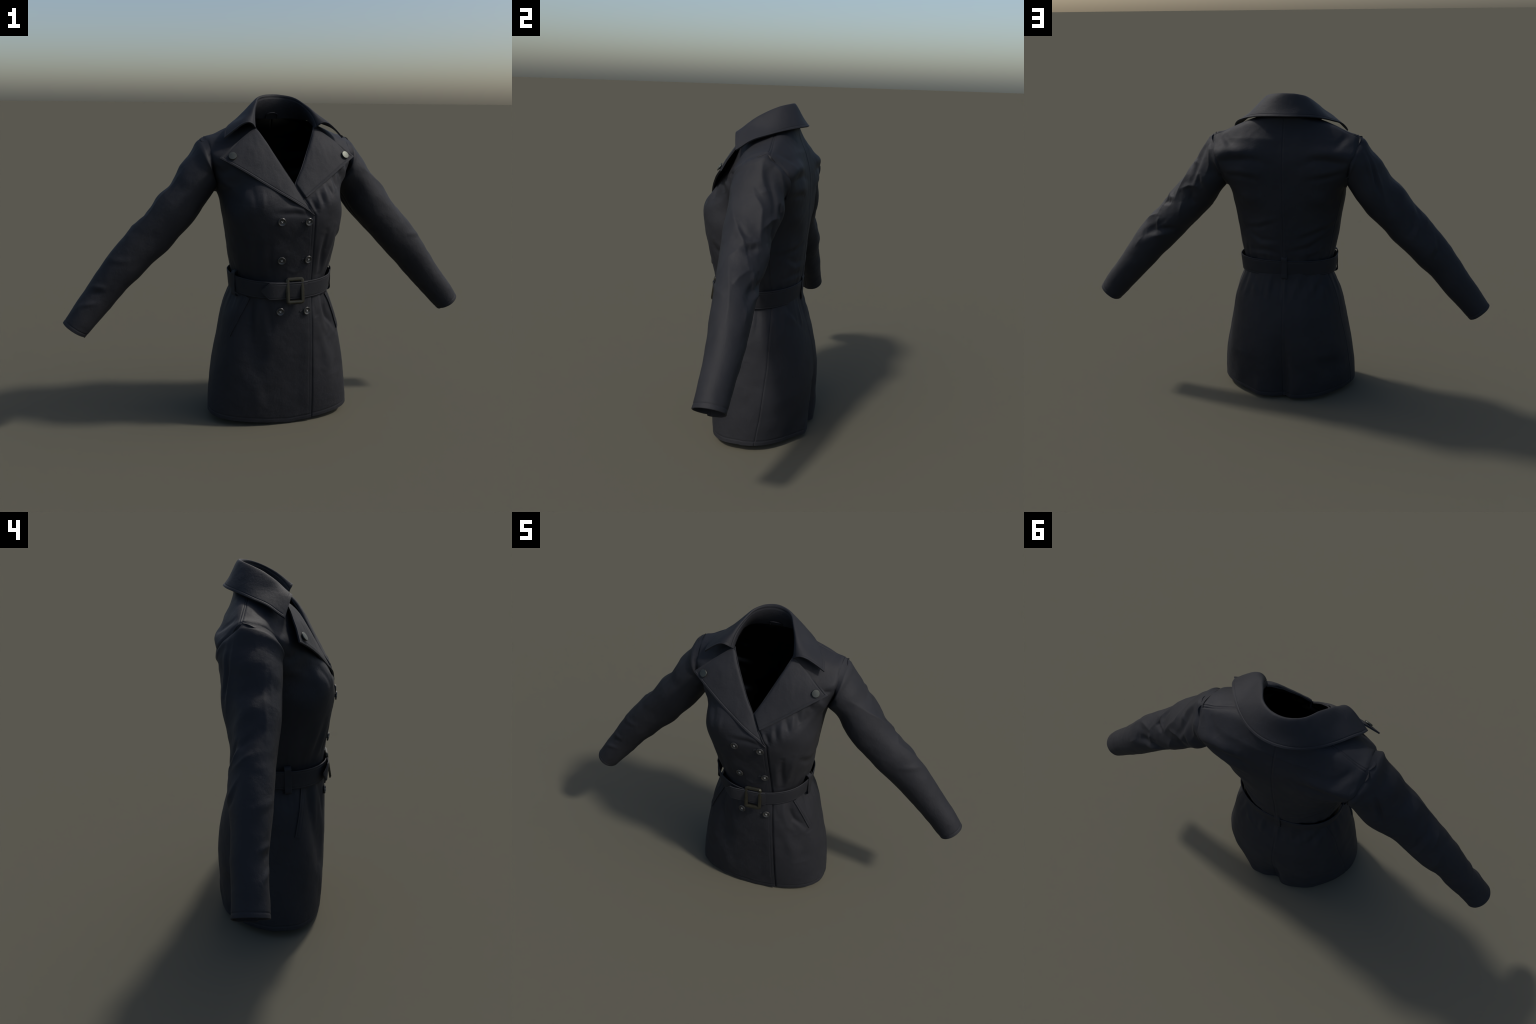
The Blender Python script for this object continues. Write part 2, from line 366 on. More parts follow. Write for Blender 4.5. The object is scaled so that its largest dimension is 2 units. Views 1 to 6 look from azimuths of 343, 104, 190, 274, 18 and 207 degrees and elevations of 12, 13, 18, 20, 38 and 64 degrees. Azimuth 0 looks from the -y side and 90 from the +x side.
# cut the armholes open inside the sleeves
AH = np.array([(-.356, .090, 1.321), (-.345, .116, 1.297), (-.335, .147, 1.272), (-.327, .170, 1.248), (-.319, .184, 1.22), (-.312, .181, 1.185), (-.307, .164, 1.145),
               (-.300, .125, 1.095), (-.296, .075, 1.066), (-.302, .035, 1.088), (-.314, .003, 1.128), (-.326, -.030, 1.166), (-.335, -.056, 1.20), (-.345, -.048, 1.245), (-.350, -.012, 1.287), (-.355, .045, 1.316)])
def in_hole(P, m=.026):
    cy, cz = AH[:, 1].mean(), AH[:, 2].mean(); a0 = np.arctan2(AH[:, 2] - cz, AH[:, 1] - cy); r0 = np.hypot(AH[:, 1] - cy, AH[:, 2] - cz); o = np.argsort(a0)
    a0, r0 = a0[o], r0[o]; a = np.arctan2(P[..., 2] - cz, P[..., 1] - cy)
    r = np.interp(a, np.r_[a0 - 2 * np.pi, a0, a0 + 2 * np.pi], np.tile(r0, 3))
    return (np.hypot(P[..., 1] - cy, P[..., 2] - cz) < r - m) & (np.abs(P[..., 0]) > .25)
def drop_hole(P, F):
    h = in_hole(P).reshape(-1); return F[~h[F].all(1)]

# split into panels that share border vertices and the normals of the whole
THK = .006
def panel(name, c0, c1, edge):
    P = BODY[:, c0:c1 + 1]; N = BODYN[:, c0:c1 + 1]; nr, nc = P.shape[:2]
    V = [P.reshape(-1, 3)]; VN = [N.reshape(-1, 3)]; F = [drop_hole(P, grid_faces(nr, nc))]; k = nr * nc
    # turned-in hem
    hem = P[0] - N[0] * THK; V.append(np.concatenate([P[0], hem])); dn = np.tile([0, 0, -1.], (2 * nc, 1)); VN.append(dn)
    a = np.arange(nc - 1); F.append(np.stack([k + a + 1, k + a, k + nc + a, k + nc + a + 1], -1)); k += 2 * nc
    if edge is not None:
        j = 0 if edge == 0 else nc - 1
        e = P[:, j]; inn = e - N[:, j] * THK; V.append(np.concatenate([e, inn])); en = np.cross(N[:, j], np.gradient(e, axis=0)); en /= np.linalg.norm(en, axis=1)[:, None]
        if edge == 0: en = -en
        out = e - P[:, 3 if edge == 0 else nc - 4]; en *= np.sign((en * out).sum(1))[:, None]
        VN.append(np.concatenate([en, en])); a = np.arange(nr - 1); f = np.stack([k + a, k + a + 1, k + nr + a + 1, k + nr + a], -1); F.append(f if edge == 0 else f[:, ::-1])
    return make_mesh(name, np.concatenate(V), np.vstack(F), M_COAT, parent=root, normals=np.concatenate(VN))
panel('front_panel', cSL, NC - 1, 1)
panel('front_panel', 0, cSR, 0)
panel('back_panel', cSR, cSL, None)
# lining: the inside of the whole body, coarser
ri = np.unique(np.r_[np.arange(0, NT, 3), NT - 1]); ci = np.unique(np.r_[np.arange(0, NC, 3), NC - 1])
LN = (BODY - BODYN * THK)[np.ix_(ri, ci)]
LF = drop_hole(LN, grid_faces(len(ri), len(ci), flip=True)); cut = ((np.abs(LN[..., 0]) > .322) & (LN[..., 2] > 1.16)).reshape(-1)
LF = LF[~cut[LF].any(1)]                          # the lining ends at the sleeve seam
make_mesh('lining', LN.reshape(-1, 3), LF, M_LINING, parent=root)

# ------------------------------------------------------------------ sleeves
AX0 = np.array([-.33, .06, 1.20]); AX1 = np.array([-.952, .04, .465])
axd = (AX1 - AX0); axl = np.linalg.norm(axd); axu = axd / axl
E2 = np.array([0, 1., 0]); E1 = np.cross(axu, E2); E1 *= np.sign(E1[2]); E1 /= np.linalg.norm(E1)
# station along the arm, offset up, offset back, radius up-down, radius front-back
SL_R = np.array([   # wearer's right sleeve (-x)
    [.05, -.002, .002, .096, .119], [.11, -.0075, -.001, .096, .114], [.18, -.0145, .001, .0935, .111], [.26, -.013, -.006, .0985, .1015], [.34, -.011, -.008, .0935, .089], [.43, -.007, -.002, .096, .083],
    [.52, .0015, .005, .091, .082], [.61, .0045, .0075, .0885, .077], [.70, .008, .008, .079, .070], [.80, .0045, .014, .074, .064], [.90, .003, .013, .066, .063], [1.0, -.0005, .013, .0595, .0655]])
SL_L = np.array([   # wearer's left sleeve (+x), given mirrored
    [.05, -.010, -.0086, .100, .118], [.11, -.011, .003, .094, .123], [.18, -.0175, -.003, .096, .115], [.26, -.017, -.008, .0965, .104], [.34, -.013, -.003, .093, .099], [.43, -.007, .0, .091, .090],
    [.52, -.002, .004, .091, .079], [.61, .002, .012, .086, .077], [.70, .002, .017, .081, .0715], [.80, .002, .020, .0743, .0665], [.90, .004, .018, .0695, .063], [1.0, .002, .013, .0602, .063]])
# armhole seam, from shoulder point round the back, under the arm and up the front (mirrored for +x)
ARMHOLE = [(-.356, .090, 1.321), (-.345, .116, 1.297), (-.335, .147, 1.272), (-.327, .170, 1.248), (-.319, .184, 1.22), (-.312, .181, 1.185), (-.307, .164, 1.145),
           (-.300, .125, 1.095), (-.296, .075, 1.066), (-.302, .035, 1.088), (-.314, .003, 1.128), (-.326, -.030, 1.166), (-.335, -.056, 1.20), (-.345, -.048, 1.245), (-.350, -.012, 1.287), (-.355, .045, 1.316)]

NS, NA = 330, 220
def build_sleeve(table, mirror):
    th = np.linspace(0, 2 * np.pi, NA, endpoint=False)
    cl = ARMHOLE + [ARMHOLE[0]]
    A = arc_curve(cl, q=None, n=601, closed=True)
    # cut the padded periodic curve back to one turn, then order by angle about the arm axis
    P = np.array(cl, float); ext = np.vstack([P[-4:-1], P, P[1:4]])
    d = np.r_[0, np.cumsum(np.linalg.norm(np.diff(ext, axis=0), axis=1))]
    A = spline(d, ext, np.linspace(d[3], d[-4], 601))
    cen = A.mean(0); r = A - cen; an = np.unwrap(np.arctan2(r @ E2, r @ E1))
    an -= 2 * np.pi * round(an[0] / (2 * np.pi))
    o = np.argsort(an); an, A2 = an[o], A[o]
    hole = np.stack([np.interp(th, np.r_[an[:-1] - 2 * np.pi, an, an[1:] + 2 * np.pi], np.r_[A2[:-1, i], A2[:, i], A2[1:, i]]) for i in range(3)], -1)
    st = [hole]
    c, s = np.cos(th)[:, None], np.sin(th)[:, None]
    for t, m, oy, rr, ry in table:
        st.append(AX0 + axd * t + (m + rr * c) * E1 + (oy + ry * s) * E2)
    knots = np.r_[-.04, table[:, 0]]
    sq = np.r_[np.linspace(-.04, .02, 30)[:-1], np.linspace(.02, .975, NS - 60), np.linspace(.975, 1, 16)[1:]]
    P = spline(knots, np.array(st), sq)
    N = grid_normals(P, True); mid = P.mean(1, keepdims=True)
    sg = np.sign(((P - mid) * N).sum(-1).mean()); N *= sg
    S, T = np.meshgrid(sq, th, indexing='ij')
    T2 = (T + np.pi) % (2 * np.pi) - np.pi                    # 0 = outer top, +pi/2 = back, -pi/2 = front
    W = T2 * .105                                             # chart in metres round the arm
    U = S * axl
    D = np.zeros_like(S)
    D += .0022 * field(P, .075, 11 + mirror) * sstep(0, .12, S) + .0008 * field(P, .03, 13 + mirror)
    # set-in seam: a soft roll of cloth just outside the armhole
    D += .0040 * np.exp(-((S + .016) / .014)**2) * (1 - .35 * np.exp(-(T2 / .7)**2)) - .0015 * np.exp(-((S - .015) / .03)**2 - (T2 / .8)**2) - .010 * sstep(-.026, -.04, S)
    if mirror: folds = [   # U along arm (m), W round arm (m, + is back); width, height, crisp crease?
        ([(-.02, .012), (.02, .027), (.07, .045)], .024, .007, 1), ([(-.01, .03), (.036, .06), (.125, .09), (.194, .12)], .020, -.008, 0), ([(-.03, .06), (-.01, .10), (.03, .14), (.08, .16)], .024, .008, 1),
        ([(.071, -.10), (.15, -.07), (.224, -.036), (.313, .012), (.389, .048), (.43, .07)], .020, .008, 1), ([(.09, .0), (.118, .009), (.163, .048), (.242, .072), (.30, .090)], .022, .010, 1), ([(.10, .02), (.075, .06)], .018, .005, 1),
        ([(.317, .018), (.312, .055), (.290, .087)], .014, .004, 1), ([(.345, .025), (.340, .055), (.32, .09)], .016, -.008, 0), ([(.426, .069), (.471, .033), (.51, .010)], .020, .007, 1), ([(.43, .14), (.484, .12), (.54, .09)], .018, -.006, 0),
        ([(.345, .02), (.385, -.036)], .018, .003, 1), ([(.385, -.039), (.45, -.018), (.55, .003), (.66, .01)], .022, .004, 1), ([(.235, -.027), (.286, .012), (.30, .045)], .014, -.005, 0), ([(.324, .026), (.378, .047)], .014, -.006, 0),
        ([(.24, .082), (.19, .108), (.16, .15)], .018, .007, 1), ([(.272, .135), (.351, .192)], .020, .006, 1), ([(.423, .090), (.467, .126), (.50, .17)], .018, .007, 1), ([(.552, .105), (.467, .159), (.409, .225)], .018, -.009, 0), ([(.53, .15), (.464, .205)], .018, .005, 1),
        ([(.10, .11), (.14, .15), (.15, .19)], .018, -.007, 0), ([(.19, .13), (.23, .17), (.24, .22)], .016, -.006, 0), ([(.56, .10), (.64, .105)], .02, .003, 1), ([(.48, -.14), (.53, -.07), (.56, -.01)], .018, .003, 0)]
    else: folds = [
        ([(.0, .05), (.08, .075), (.17, .10), (.25, .16)], .016, .006, 1), ([(.0, .08), (.09, .115), (.16, .15)], .013, .006, 0), ([(.02, .065), (.10, .095), (.18, .135)], .011, -.006, 0),
        ([(.06, -.04), (.085, .02), (.12, .07)], .030, .003, 0), ([(.17, -.04), (.19, .02), (.21, .07)], .026, -.0035, 0), ([(.24, -.05), (.27, .02), (.31, .10), (.32, .18)], .028, .004, 0), ([(.02, -.03), (.02, .04)], .018, -.004, 0),
        ([(.08, -.052), (.25, -.046), (.42, -.058)], .018, .0045, 1), ([(.05, -.075), (.16, -.07), (.26, -.08)], .018, .003, 1), ([(.34, -.03), (.38, .03), (.40, .12)], .018, -.005, 0), ([(.42, -.02), (.45, .05), (.47, .12)], .022, .005, 1),
        ([(.38, .05), (.43, .10), (.46, .17)], .015, .005, 1), ([(.36, .07), (.41, .12), (.43, .18)], .012, -.005, 0), ([(.50, .05), (.55, .11), (.57, .18)], .018, .005, 1), ([(.53, .06), (.58, .11), (.60, .17)], .014, -.004, 0),
        ([(.72, -.15), (.74, -.10), (.76, -.05)], .014, .004, 0), ([(.80, -.16), (.83, -.11), (.86, -.07)], .014, .004, 0), ([(.75, -.14), (.78, -.09)], .012, -.003, 0), ([(.55, -.16), (.60, -.09), (.62, -.02)], .018, .003, 0)]
    for p, w, h, crisp in folds: D += h * (1.3 if mirror else 1.15) * stroke(U, W, p, w, sharp=bool(crisp))
    # the arm hangs forward in the sleeve: flatter at the upper back, fuller at the lower front
    k1 = .0065 * sstep(.05, .32, S) * sstep(.70, .45, S); k2 = (0 if mirror else .004) * sstep(.0, .14, S) * sstep(.75, .5, S); q4 = T2 - np.pi / 4
    D -= k1 * .5 * (np.cos(q4) + np.cos(3 * q4)) * 1.0 + k2 * np.sin(2 * T2)
    def dome(u, w, su, sw): return np.exp(-((U - u) / su)**2 - ((W - w) / sw)**2)
    D += .0025 * np.exp(-((T2 + .9) / .6)**2) * sstep(.04, .16, S) * sstep(1.02, .9, S)          # fuller upper front
    if not mirror: D += -.011 * dome(.065, .12, .06, .06) + .009 * dome(.36, .075, .08, .05) + .006 * dome(.28, .23, .07, .06) + .006 * dome(-.01, -.12, .03, .06)
    else: D += -.009 * dome(.05, .13, .06, .06) - .007 * dome(.235, .165, .08, .06) + .007 * dome(.65, -.16, .20, .07)
    if not mirror: D += -.011 * dome(.24, .12, .12, .06) + .009 * dome(.20, .24, .15, .06) - .004 * dome(.12, .06, .07, .05)
    else: D += -.011 * dome(.13, .16, .09, .07) - .005 * dome(.36, .15, .10, .06) - .004 * dome(.12, .06, .07, .05) - .010 * dome(.14, -.20, .12, .06) - .010 * dome(.14, -.27, .12, .06)
    # underarm seam and turned cuff edge
    seam = np.abs(np.abs(T2) - np.pi + .25 * (T2 < 0)) * .09 + (T2 > 0) * 9
    D += -.0022 * np.exp(-(seam / .0035)**2) * sstep(0, .1, S)
    D += -.0012 * np.exp(-(((1 - S) * axl - .016) / .003)**2)
    P = P + N * D[..., None]
    P = P - axu * (.014 * sstep(-.028, -.04, S))[..., None]   # tucked under the armhole seam
    # cuff slit: the back half of the edge hangs lower and steps up under the wrist
    drop = .010 * np.where(T2 > 0, sstep(1.2, 2.6, T2), sstep(-np.pi + .38, -np.pi + .30, T2)) * sstep(.93, 1.0, S)
    drop = drop * .6 + .005 * np.cos(T2) * sstep(.93, 1.0, S)
    P = P + axu * drop[..., None]
    N = grid_normals(P, True); N *= np.sign(((P - P.mean(1, keepdims=True)) * N).sum(-1).mean())
    # cuff: rounded lip then lining going back up the arm
    lip = [P[-1] - N[-1] * .0025 + axu * .0015, P[-1] - N[-1] * .0055]
    body = np.concatenate([P, np.array(lip)])
    inner = np.concatenate([np.array([lip[-1]]), (P - N * .0055)[-2::-6]])
    if mirror:
        body = body * [-1, 1, 1]; inner = inner * [-1, 1, 1]
    fl = True
    ob = make_mesh('sleeve', body.reshape(-1, 3), grid_faces(body.shape[0], NA, True, flip=(fl != mirror)), M_COAT, parent=root)
    li = make_mesh('sleeve_lining', inner.reshape(-1, 3), grid_faces(inner.shape[0], NA, True, flip=(fl != mirror)), M_COAT, parent=ob)
    return ob
build_sleeve(SL_R, False)
build_sleeve(SL_L, True)

# ------------------------------------------------------------------- collar
# five section rails, wearer's left half, front end -> centre back
SEAM = [(.137, -.072, 1.368), (.139, -.045, 1.378), (.140, .00, 1.394), (.136, .062, 1.402), (.116, .102, 1.405), (.067, .123, 1.406), (0, .131, 1.404)]
STAND = [(.140, -.078, 1.370), (.135, -.052, 1.400), (.123, -.004, 1.435), (.106, .038, 1.458), (.084, .072, 1.468), (.049, .094, 1.474), (0, .101, 1.476)]
FOLD = [(.155, -.092, 1.385), (.149, -.063, 1.422), (.131, -.019, 1.459), (.111, .020, 1.483), (.088, .064, 1.503), (.050, .097, 1.514), (0, .1105, 1.518)]
MID = [(.201, -.094, 1.390), (.194, -.056, 1.408), (.180, -.008, 1.421), (.157, .045, 1.443), (.127, .090, 1.460), (.070, .132, 1.467), (0, .146, 1.468)]
OUTER = [(.2835, -.069, 1.3255), (.277, -.042, 1.344), (.260, -.009, 1.367), (.228, .040, 1.386), (.180, .098, 1.404), (.095, .160, 1.418), (0, .182, 1.422)]
def full_rail(r):
    R = np.array(r); return np.vstack([R[:-1] * [-1, 1, 1], R[::-1]])
NCOL, NSEC = 281, 90
rails = np.array([full_rail(r) for r in (SEAM, STAND, FOLD, MID, OUTER)])          # 5 x 13
along = np.stack([arc_curve(r, n=NCOL) for r in rails])                              # 5 x NCOL
sec_k = np.array([0, .20, .40, .70, 1.0])
sv = np.r_[np.linspace(0, .93, NSEC - 26), np.linspace(.93, 1, 27)[1:]]
C = spline(sec_k, along, sv)
CN = grid_normals(C)
if CN[NSEC - 5, NCOL // 2, 1] < 0: CN = -CN
q_out = np.abs(np.cumsum(np.r_[np.zeros((1, NCOL)), np.linalg.norm(np.diff(C, axis=0), axis=2)], 0)); q_out = q_out[-1:] - q_out
lenc = np.c_[np.zeros(NSEC), np.cumsum(np.linalg.norm(np.diff(C, axis=1), axis=2), 1)]; q_end = np.minimum(lenc, lenc[:, -1:] - lenc)
q_end = np.where(sv[:, None] > .42, q_end, 1)
qe = np.minimum(q_out, q_end)
DC = -.0010 * np.exp(-((qe - .0105) / .0020)**2) + .0004 * np.exp(-((qe - .005) / .004)**2)
DC += .0012 * field(C, .06, 21)
DC += -.0022 * np.exp(-((sv[:, None] - .30) / .012)**2)          # stand seam inside
C = C + CN * DC[..., None]
sheet('collar', C, .0065, M_COAT, root, N=CN)
# hanger loop at the neck
def tube(name, pts, r, mat, parent, n=24, k=10, flat=1.0):
    P = arc_curve(pts, n=n); T = np.gradient(P, axis=0); T /= np.linalg.norm(T, axis=1)[:, None]
    up = np.array([0, 0, 1.]); A = np.cross(T, up); bad = np.linalg.norm(A, axis=1) < 1e-3; A[bad] = [1, 0, 0]; A /= np.linalg.norm(A, axis=1)[:, None]; Bn = np.cross(A, T)
    t = np.linspace(0, 2 * np.pi, k, endpoint=False)
    V = P[:, None] + r * (np.cos(t)[None, :, None] * A[:, None] * flat + np.sin(t)[None, :, None] * Bn[:, None])
    F = grid_faces(n, k, True).tolist() + [list(range(k))[::-1], [(n - 1) * k + i for i in range(k)]]
    return make_mesh(name, V.reshape(-1, 3), F, mat, parent=parent)
tube('hanger_loop', [(-.030, .124, 1.408), (-.027, .112, 1.426), (-.012, .106, 1.432), (.008, .106, 1.432), (.022, .112, 1.426), (.025, .124, 1.408)], .0028, M_COAT, root)

# ------------------------------------------------------------------- lapels
ROLL = [(.079, -.266, .998), (.040, -.240, 1.061), (.002, -.213, 1.125), (-.037, -.186, 1.190), (-.073, -.153, 1.255), (-.101, -.127, 1.307), (-.122, -.099, 1.345), (-.138, -.068, 1.371)]
LOUT = [(.080, -.267, .997), (.041, -.263, 1.024), (-.005, -.259, 1.053), (-.074, -.239, 1.094), (-.147, -.212, 1.139), (-.224, -.178, 1.188), (-.275, -.151, 1.218), (-.3185, -.124, 1.242)]
def build_lapel(mirror):
    nu, nv = 170, 90
    u0 = .12 if mirror else 0
    u = np.r_[np.linspace(u0, .95, nu - 24), np.linspace(.95, 1, 25)[1:]]
    v = np.r_[np.linspace(0, .08, 12)[:-1], np.linspace(.08, .86, nv - 38), np.linspace(.86, 1, 28)[1:]]
    R = arc_curve(ROLL, q=u); O = arc_curve(LOUT, q=u)
    P = R[:, None] * (1 - v)[None, :, None] + O[:, None] * v[None, :, None]
    n0 = grid_normals(P); n0 = np.where(np.isfinite(n0), n0, 0); n0[:4] = n0[4]
    if n0[nu // 2, nv // 2, 1] > 0: n0 = -n0
    wid = np.linalg.norm(O - R, axis=1)
    bulge = .16 * wid[:, None] * .5 * np.sin(np.pi * np.clip(v, 0, 1)**.7)[None] * (1 - .25 * u[:, None])
    rollr = -.007 * (1 - np.sqrt(np.clip(1 - (1 - np.clip(v[None] * wid[:, None] / .012, 0, 1))**2, 0, 1)))
    P = P + n0 * (bulge * .55 + rollr)[..., None]
    N = grid_normals(P); N[:4] = N[4]
    if N[nu // 2, nv // 2, 1] > 0: N = -N
    q1 = (1 - v)[None] * wid[:, None]
    # distance to the top edge
    a, b = P[-1, 0], P[-1, -1]; d = (b - a) / np.linalg.norm(b - a); w = P - a; q2 = np.linalg.norm(w - (w @ d)[..., None] * d, axis=-1)
    # the outer edge meets at a slant: use real distance to its polyline
    q1 = np.full(P.shape[:2], 9.)
    for a1, b1 in zip(P[0:-1:6, -1], np.vstack([P[6:-1:6, -1], P[-1:, -1]])):
        dd = b1 - a1; L1 = np.linalg.norm(dd); dd = dd / max(L1, 1e-9); w1 = P - a1; t1 = np.clip(w1 @ dd, 0, L1)
        q1 = np.minimum(q1, np.linalg.norm(w1 - t1[..., None] * dd, axis=-1))
    qe = np.minimum(q1, q2)
    h = -.0012 * np.exp(-((qe - .0105) / .0020)**2) + .0010 * np.exp(-((qe - .006) / .003)**2)
    h += .0016 * field(P * np.array([1, 1, .35]), .035, 31 + mirror) * sstep(0, .03, qe) + .001 * field(P, .08, 33)
    P = P + N * h[..., None]
    if mirror:
        P = P * [-1, 1, 1]; N = N * [-1, 1, 1]
        ex = edge_x(P[..., 2])                     # dive beneath the other lapel where they cross
        P[..., 1] += .030 * sstep(.012, -.008, P[..., 0] - ex) * sstep(1.20, 1.13, P[..., 2])
    th = .0065 * np.clip(wid / .03, .25, 1)[:, None].repeat(nv, 1)
    ob = sheet('lapel', P, th, M_LAPEL, root, N=N)
    return ob, P, N
lapL = build_lapel(False)
# the left lapel lies lower: its roll passes beneath the other panel at the crossing
lapR = build_lapel(True)

# --------------------------------------------------------------- lathe parts
def lathe(name, prof, mat, n=40):
    """solid of revolution about local z, profile list of (r, z) from the back axis to the front axis"""
    V = []; t = np.linspace(0, 2 * np.pi, n, endpoint=False)
    for r, z in prof: V += [(r * math.cos(a), r * math.sin(a), z) for a in t]
    k = len(prof); F = grid_faces(k, n, True).tolist() + [list(range(n))[::-1], [(k - 1) * n + i for i in range(n)]]
    me = bpy.data.meshes.new(name); me.from_pydata(V, [], F); me.update(); me.materials.append(mat)
    me.polygons.foreach_set('use_smooth', [True] * len(me.polygons)); me.set_sharp_from_angle(angle=math.radians(40))
    return me
def place(name, me, p, n, parent, spin=0.0):
    ob = bpy.data.objects.new(name, me); bpy.context.scene.collection.objects.link(ob); ob.parent = parent
    q = Vector(n).to_track_quat('Z', 'Y').to_matrix().to_4x4()
    ob.matrix_world = Matrix.Translation(Vector(p)) @ q @ Matrix.Rotation(spin, 4, 'Z')
    return ob
R = .0182
BUTTON = lathe('button', [(.006, -.004), (.008, .001), (R * .93, .002), (R, .004), (R * .99, .0062), (R * .90, .0078), (R * .80, .0076), (R * .68, .0056), (R * .45, .0047), (R * .2, .0046), (.001, .0046)], M_BUTTON)
SNAP = lathe('lapel_button', [(.009, -.003), (.010, .002), (R * .95, .0025), (R, .0042), (R * .985, .0062), (R * .92, .0075), (R * .6, .0081), (.001, .0083)], M_SNAP)
# cross of sewing thread on each button
def thread_mesh():
    V = []; F = []
    for a in (math.pi / 4, -math.pi / 4):
        c, s = math.cos(a), math.sin(a); k0 = len(V); n, m = 9, 8
        for i in range(n):
            x = (i / (n - 1) - .5) * .0125; zz = .0046 + .0026 * math.cos((i / (n - 1) - .5) * math.pi)**.6
            for j in range(m):
                b = 2 * math.pi * j / m; y = .0011 * math.cos(b); z = zz + .0010 * math.sin(b)
                V.append((x * c - y * s, x * s + y * c, z))
        F += [[k0 + f for f in q] for q in grid_faces(n, m, True).tolist()]
        F += [[k0 + j for j in range(m)][::-1], [k0 + (n - 1) * m + j for j in range(m)]]
    me = bpy.data.meshes.new('thread'); me.from_pydata(V, [], F); me.update(); me.materials.append(M_THREAD)
    me.polygons.foreach_set('use_smooth', [True] * len(me.polygons)); return me
THREAD = thread_mesh()
# buttonhole: small stitched oval
def hole_mesh():
    V = []; F = []; n, m = 28, 8
    for i in range(n):
        a = 2 * math.pi * i / n; L = .0055; cx = L * math.copysign(abs(math.cos(a))**.6, math.cos(a)); cy = .0030 * math.sin(a)
        nx, ny = math.cos(a), math.sin(a)
        for j in range(m):
            b = 2 * math.pi * j / m; V.append((cx + .0014 * math.cos(b) * nx, cy + .0014 * math.cos(b) * ny, .0012 * math.sin(b)))
    F = [[(f % (n * m)) for f in q] for q in grid_faces(n + 1, m, True).tolist()]
    me = bpy.data.meshes.new('buttonhole'); me.from_pydata(V, [], F); me.update(); me.materials.append(M_LAPEL)
    me.polygons.foreach_set('use_smooth', [True] * len(me.polygons)); return me
HOLE = hole_mesh()
for x, z, right in ((-.072, .973, 0), (.053, .969, 1), (-.060, .794, 0), (.063, .793, 1), (-.057, .553, 0), (.066, .552, 1)):
    p, n = body_at(x, z, panel='over')
    n = n * np.array([1, 1, .7]); n /= np.linalg.norm(n)
    b = place('button', BUTTON, p + n * .0005, n, root, random.uniform(-.3, .3)); 
    t = bpy.data.objects.new('thread', THREAD); bpy.context.scene.collection.objects.link(t); t.parent = b
    if right:
        p, n = body_at(x - .026, z, panel='over'); place('buttonhole', HOLE, p + n * .0006, n, root)
def lap_point(P, N, x, z):
    d = (P[..., 0] - x)**2 + (P[..., 2] - z)**2; i, j = np.unravel_index(np.argmin(d), d.shape); return P[i, j], N[i, j]
for L, x in ((lapL, -.263), (lapR, .264)):
    p, n = lap_point(L[1], L[2], x, 1.2475); place('lapel_button', SNAP, p + n * .0015, n, L[0])

# --------------------------------------------------------------------- belt
BA, BY0, BYF, BYB, BNF, BNB = .2395, -.004, -.2225, .1775, 2.15, 2.25
def belt_ring(t, off=0.0):
    """point and outward normal of the belt line at angle t (-90 deg = front)"""
    c, s = np.cos(t), np.sin(t); n = np.where(s < 0, BNF, BNB); ry = np.where(s < 0, BY0 - BYF, BYB - BY0)
    x = BA * np.sign(c) * np.abs(c)**(2 / n); y = BY0 + ry * np.sign(s) * np.abs(s)**(2 / n)
    z = .652 + .030 * (y - BYF) / (BYB - BYF)
    P = np.stack([x, y, z], -1); T = np.gradient(P, axis=0); N = np.cross(T, [0, 0, 1.]); N /= np.linalg.norm(N, axis=1)[:, None]
    return P + N * np.asarray(off).reshape(-1, 1), N
def strap(name, P, N, half, thick, mat, parent, closed=False, tilt=0.0):
    """band swept along P: soft-edged section with stitched lines near both borders"""
    sec = []
    for s in np.linspace(-1, 1, 41):
        d = (1 - abs(s)) * .04; h = thick / 2 * min(1, (d / .0025 + .15))**.5
        h += -.0014 * math.exp(-((d - .0075) / .0016)**2)
        sec.append((s, h))
    sec += [(s, -thick / 2 * min(1, ((1 - abs(s)) * 16 + .15))**.5) for s in np.linspace(1, -1, 9)]
    sec = np.array(sec); half = np.broadcast_to(half, (len(P),))
    upv = np.array([0, 0, 1.]) + N * tilt
    V = P[:, None] + N[:, None] * sec[None, :, 1, None] + upv[:, None] * (sec[None, :, 0] * half[:, None])[..., None]
    n, k = V.shape[:2]
    if closed: F = grid_faces(n + 1, k, True) % (n * k); F = F.tolist()
    else: F = grid_faces(n, k, True).tolist() + [list(range(k))[::-1], [(n - 1) * k + i for i in range(k)]]
    ob = make_mesh(name, V.reshape(-1, 3), F, mat, parent=parent); ob.data.set_sharp_from_angle(angle=math.radians(60)); return ob
tb = np.linspace(0, 2 * np.pi, 300, endpoint=False); Pb, Nb = belt_ring(np.r_[tb, tb[:3]]); Pb, Nb = Pb[:300], Nb[:300]
Nb[0] = Nb[1]; Pb2 = Pb + field(Pb, .12, 41)[:, None] * .002 * Nb
belt = strap('belt', Pb2, Nb, .0405, .006, M_COAT, root, closed=True, tilt=.10)
# free end of the belt, passed through the buckle and ending in a point
tf = np.linspace(-np.pi / 2 + .24, -np.pi / 2 - .66, 120); Pf, Nf = belt_ring(tf); Nf = -Nf if Nf[0, 1] > 0 else Nf
xs = Pf[:, 0]; off = .0062 + .017 * sstep(-.03, -.12, xs); Pf = Pf + Nf * off[:, None]
keep = xs > -.1375; Pf, Nf, xs = Pf[keep], Nf[keep], xs[keep]
hf = np.minimum(.0395, .004 + (xs + .1375) * 1.15)
strap('belt_end', Pf, Nf, hf, .0066, M_LAPEL, belt, tilt=.10)  # paler cloth paints the sunlit flap against the shaded belt
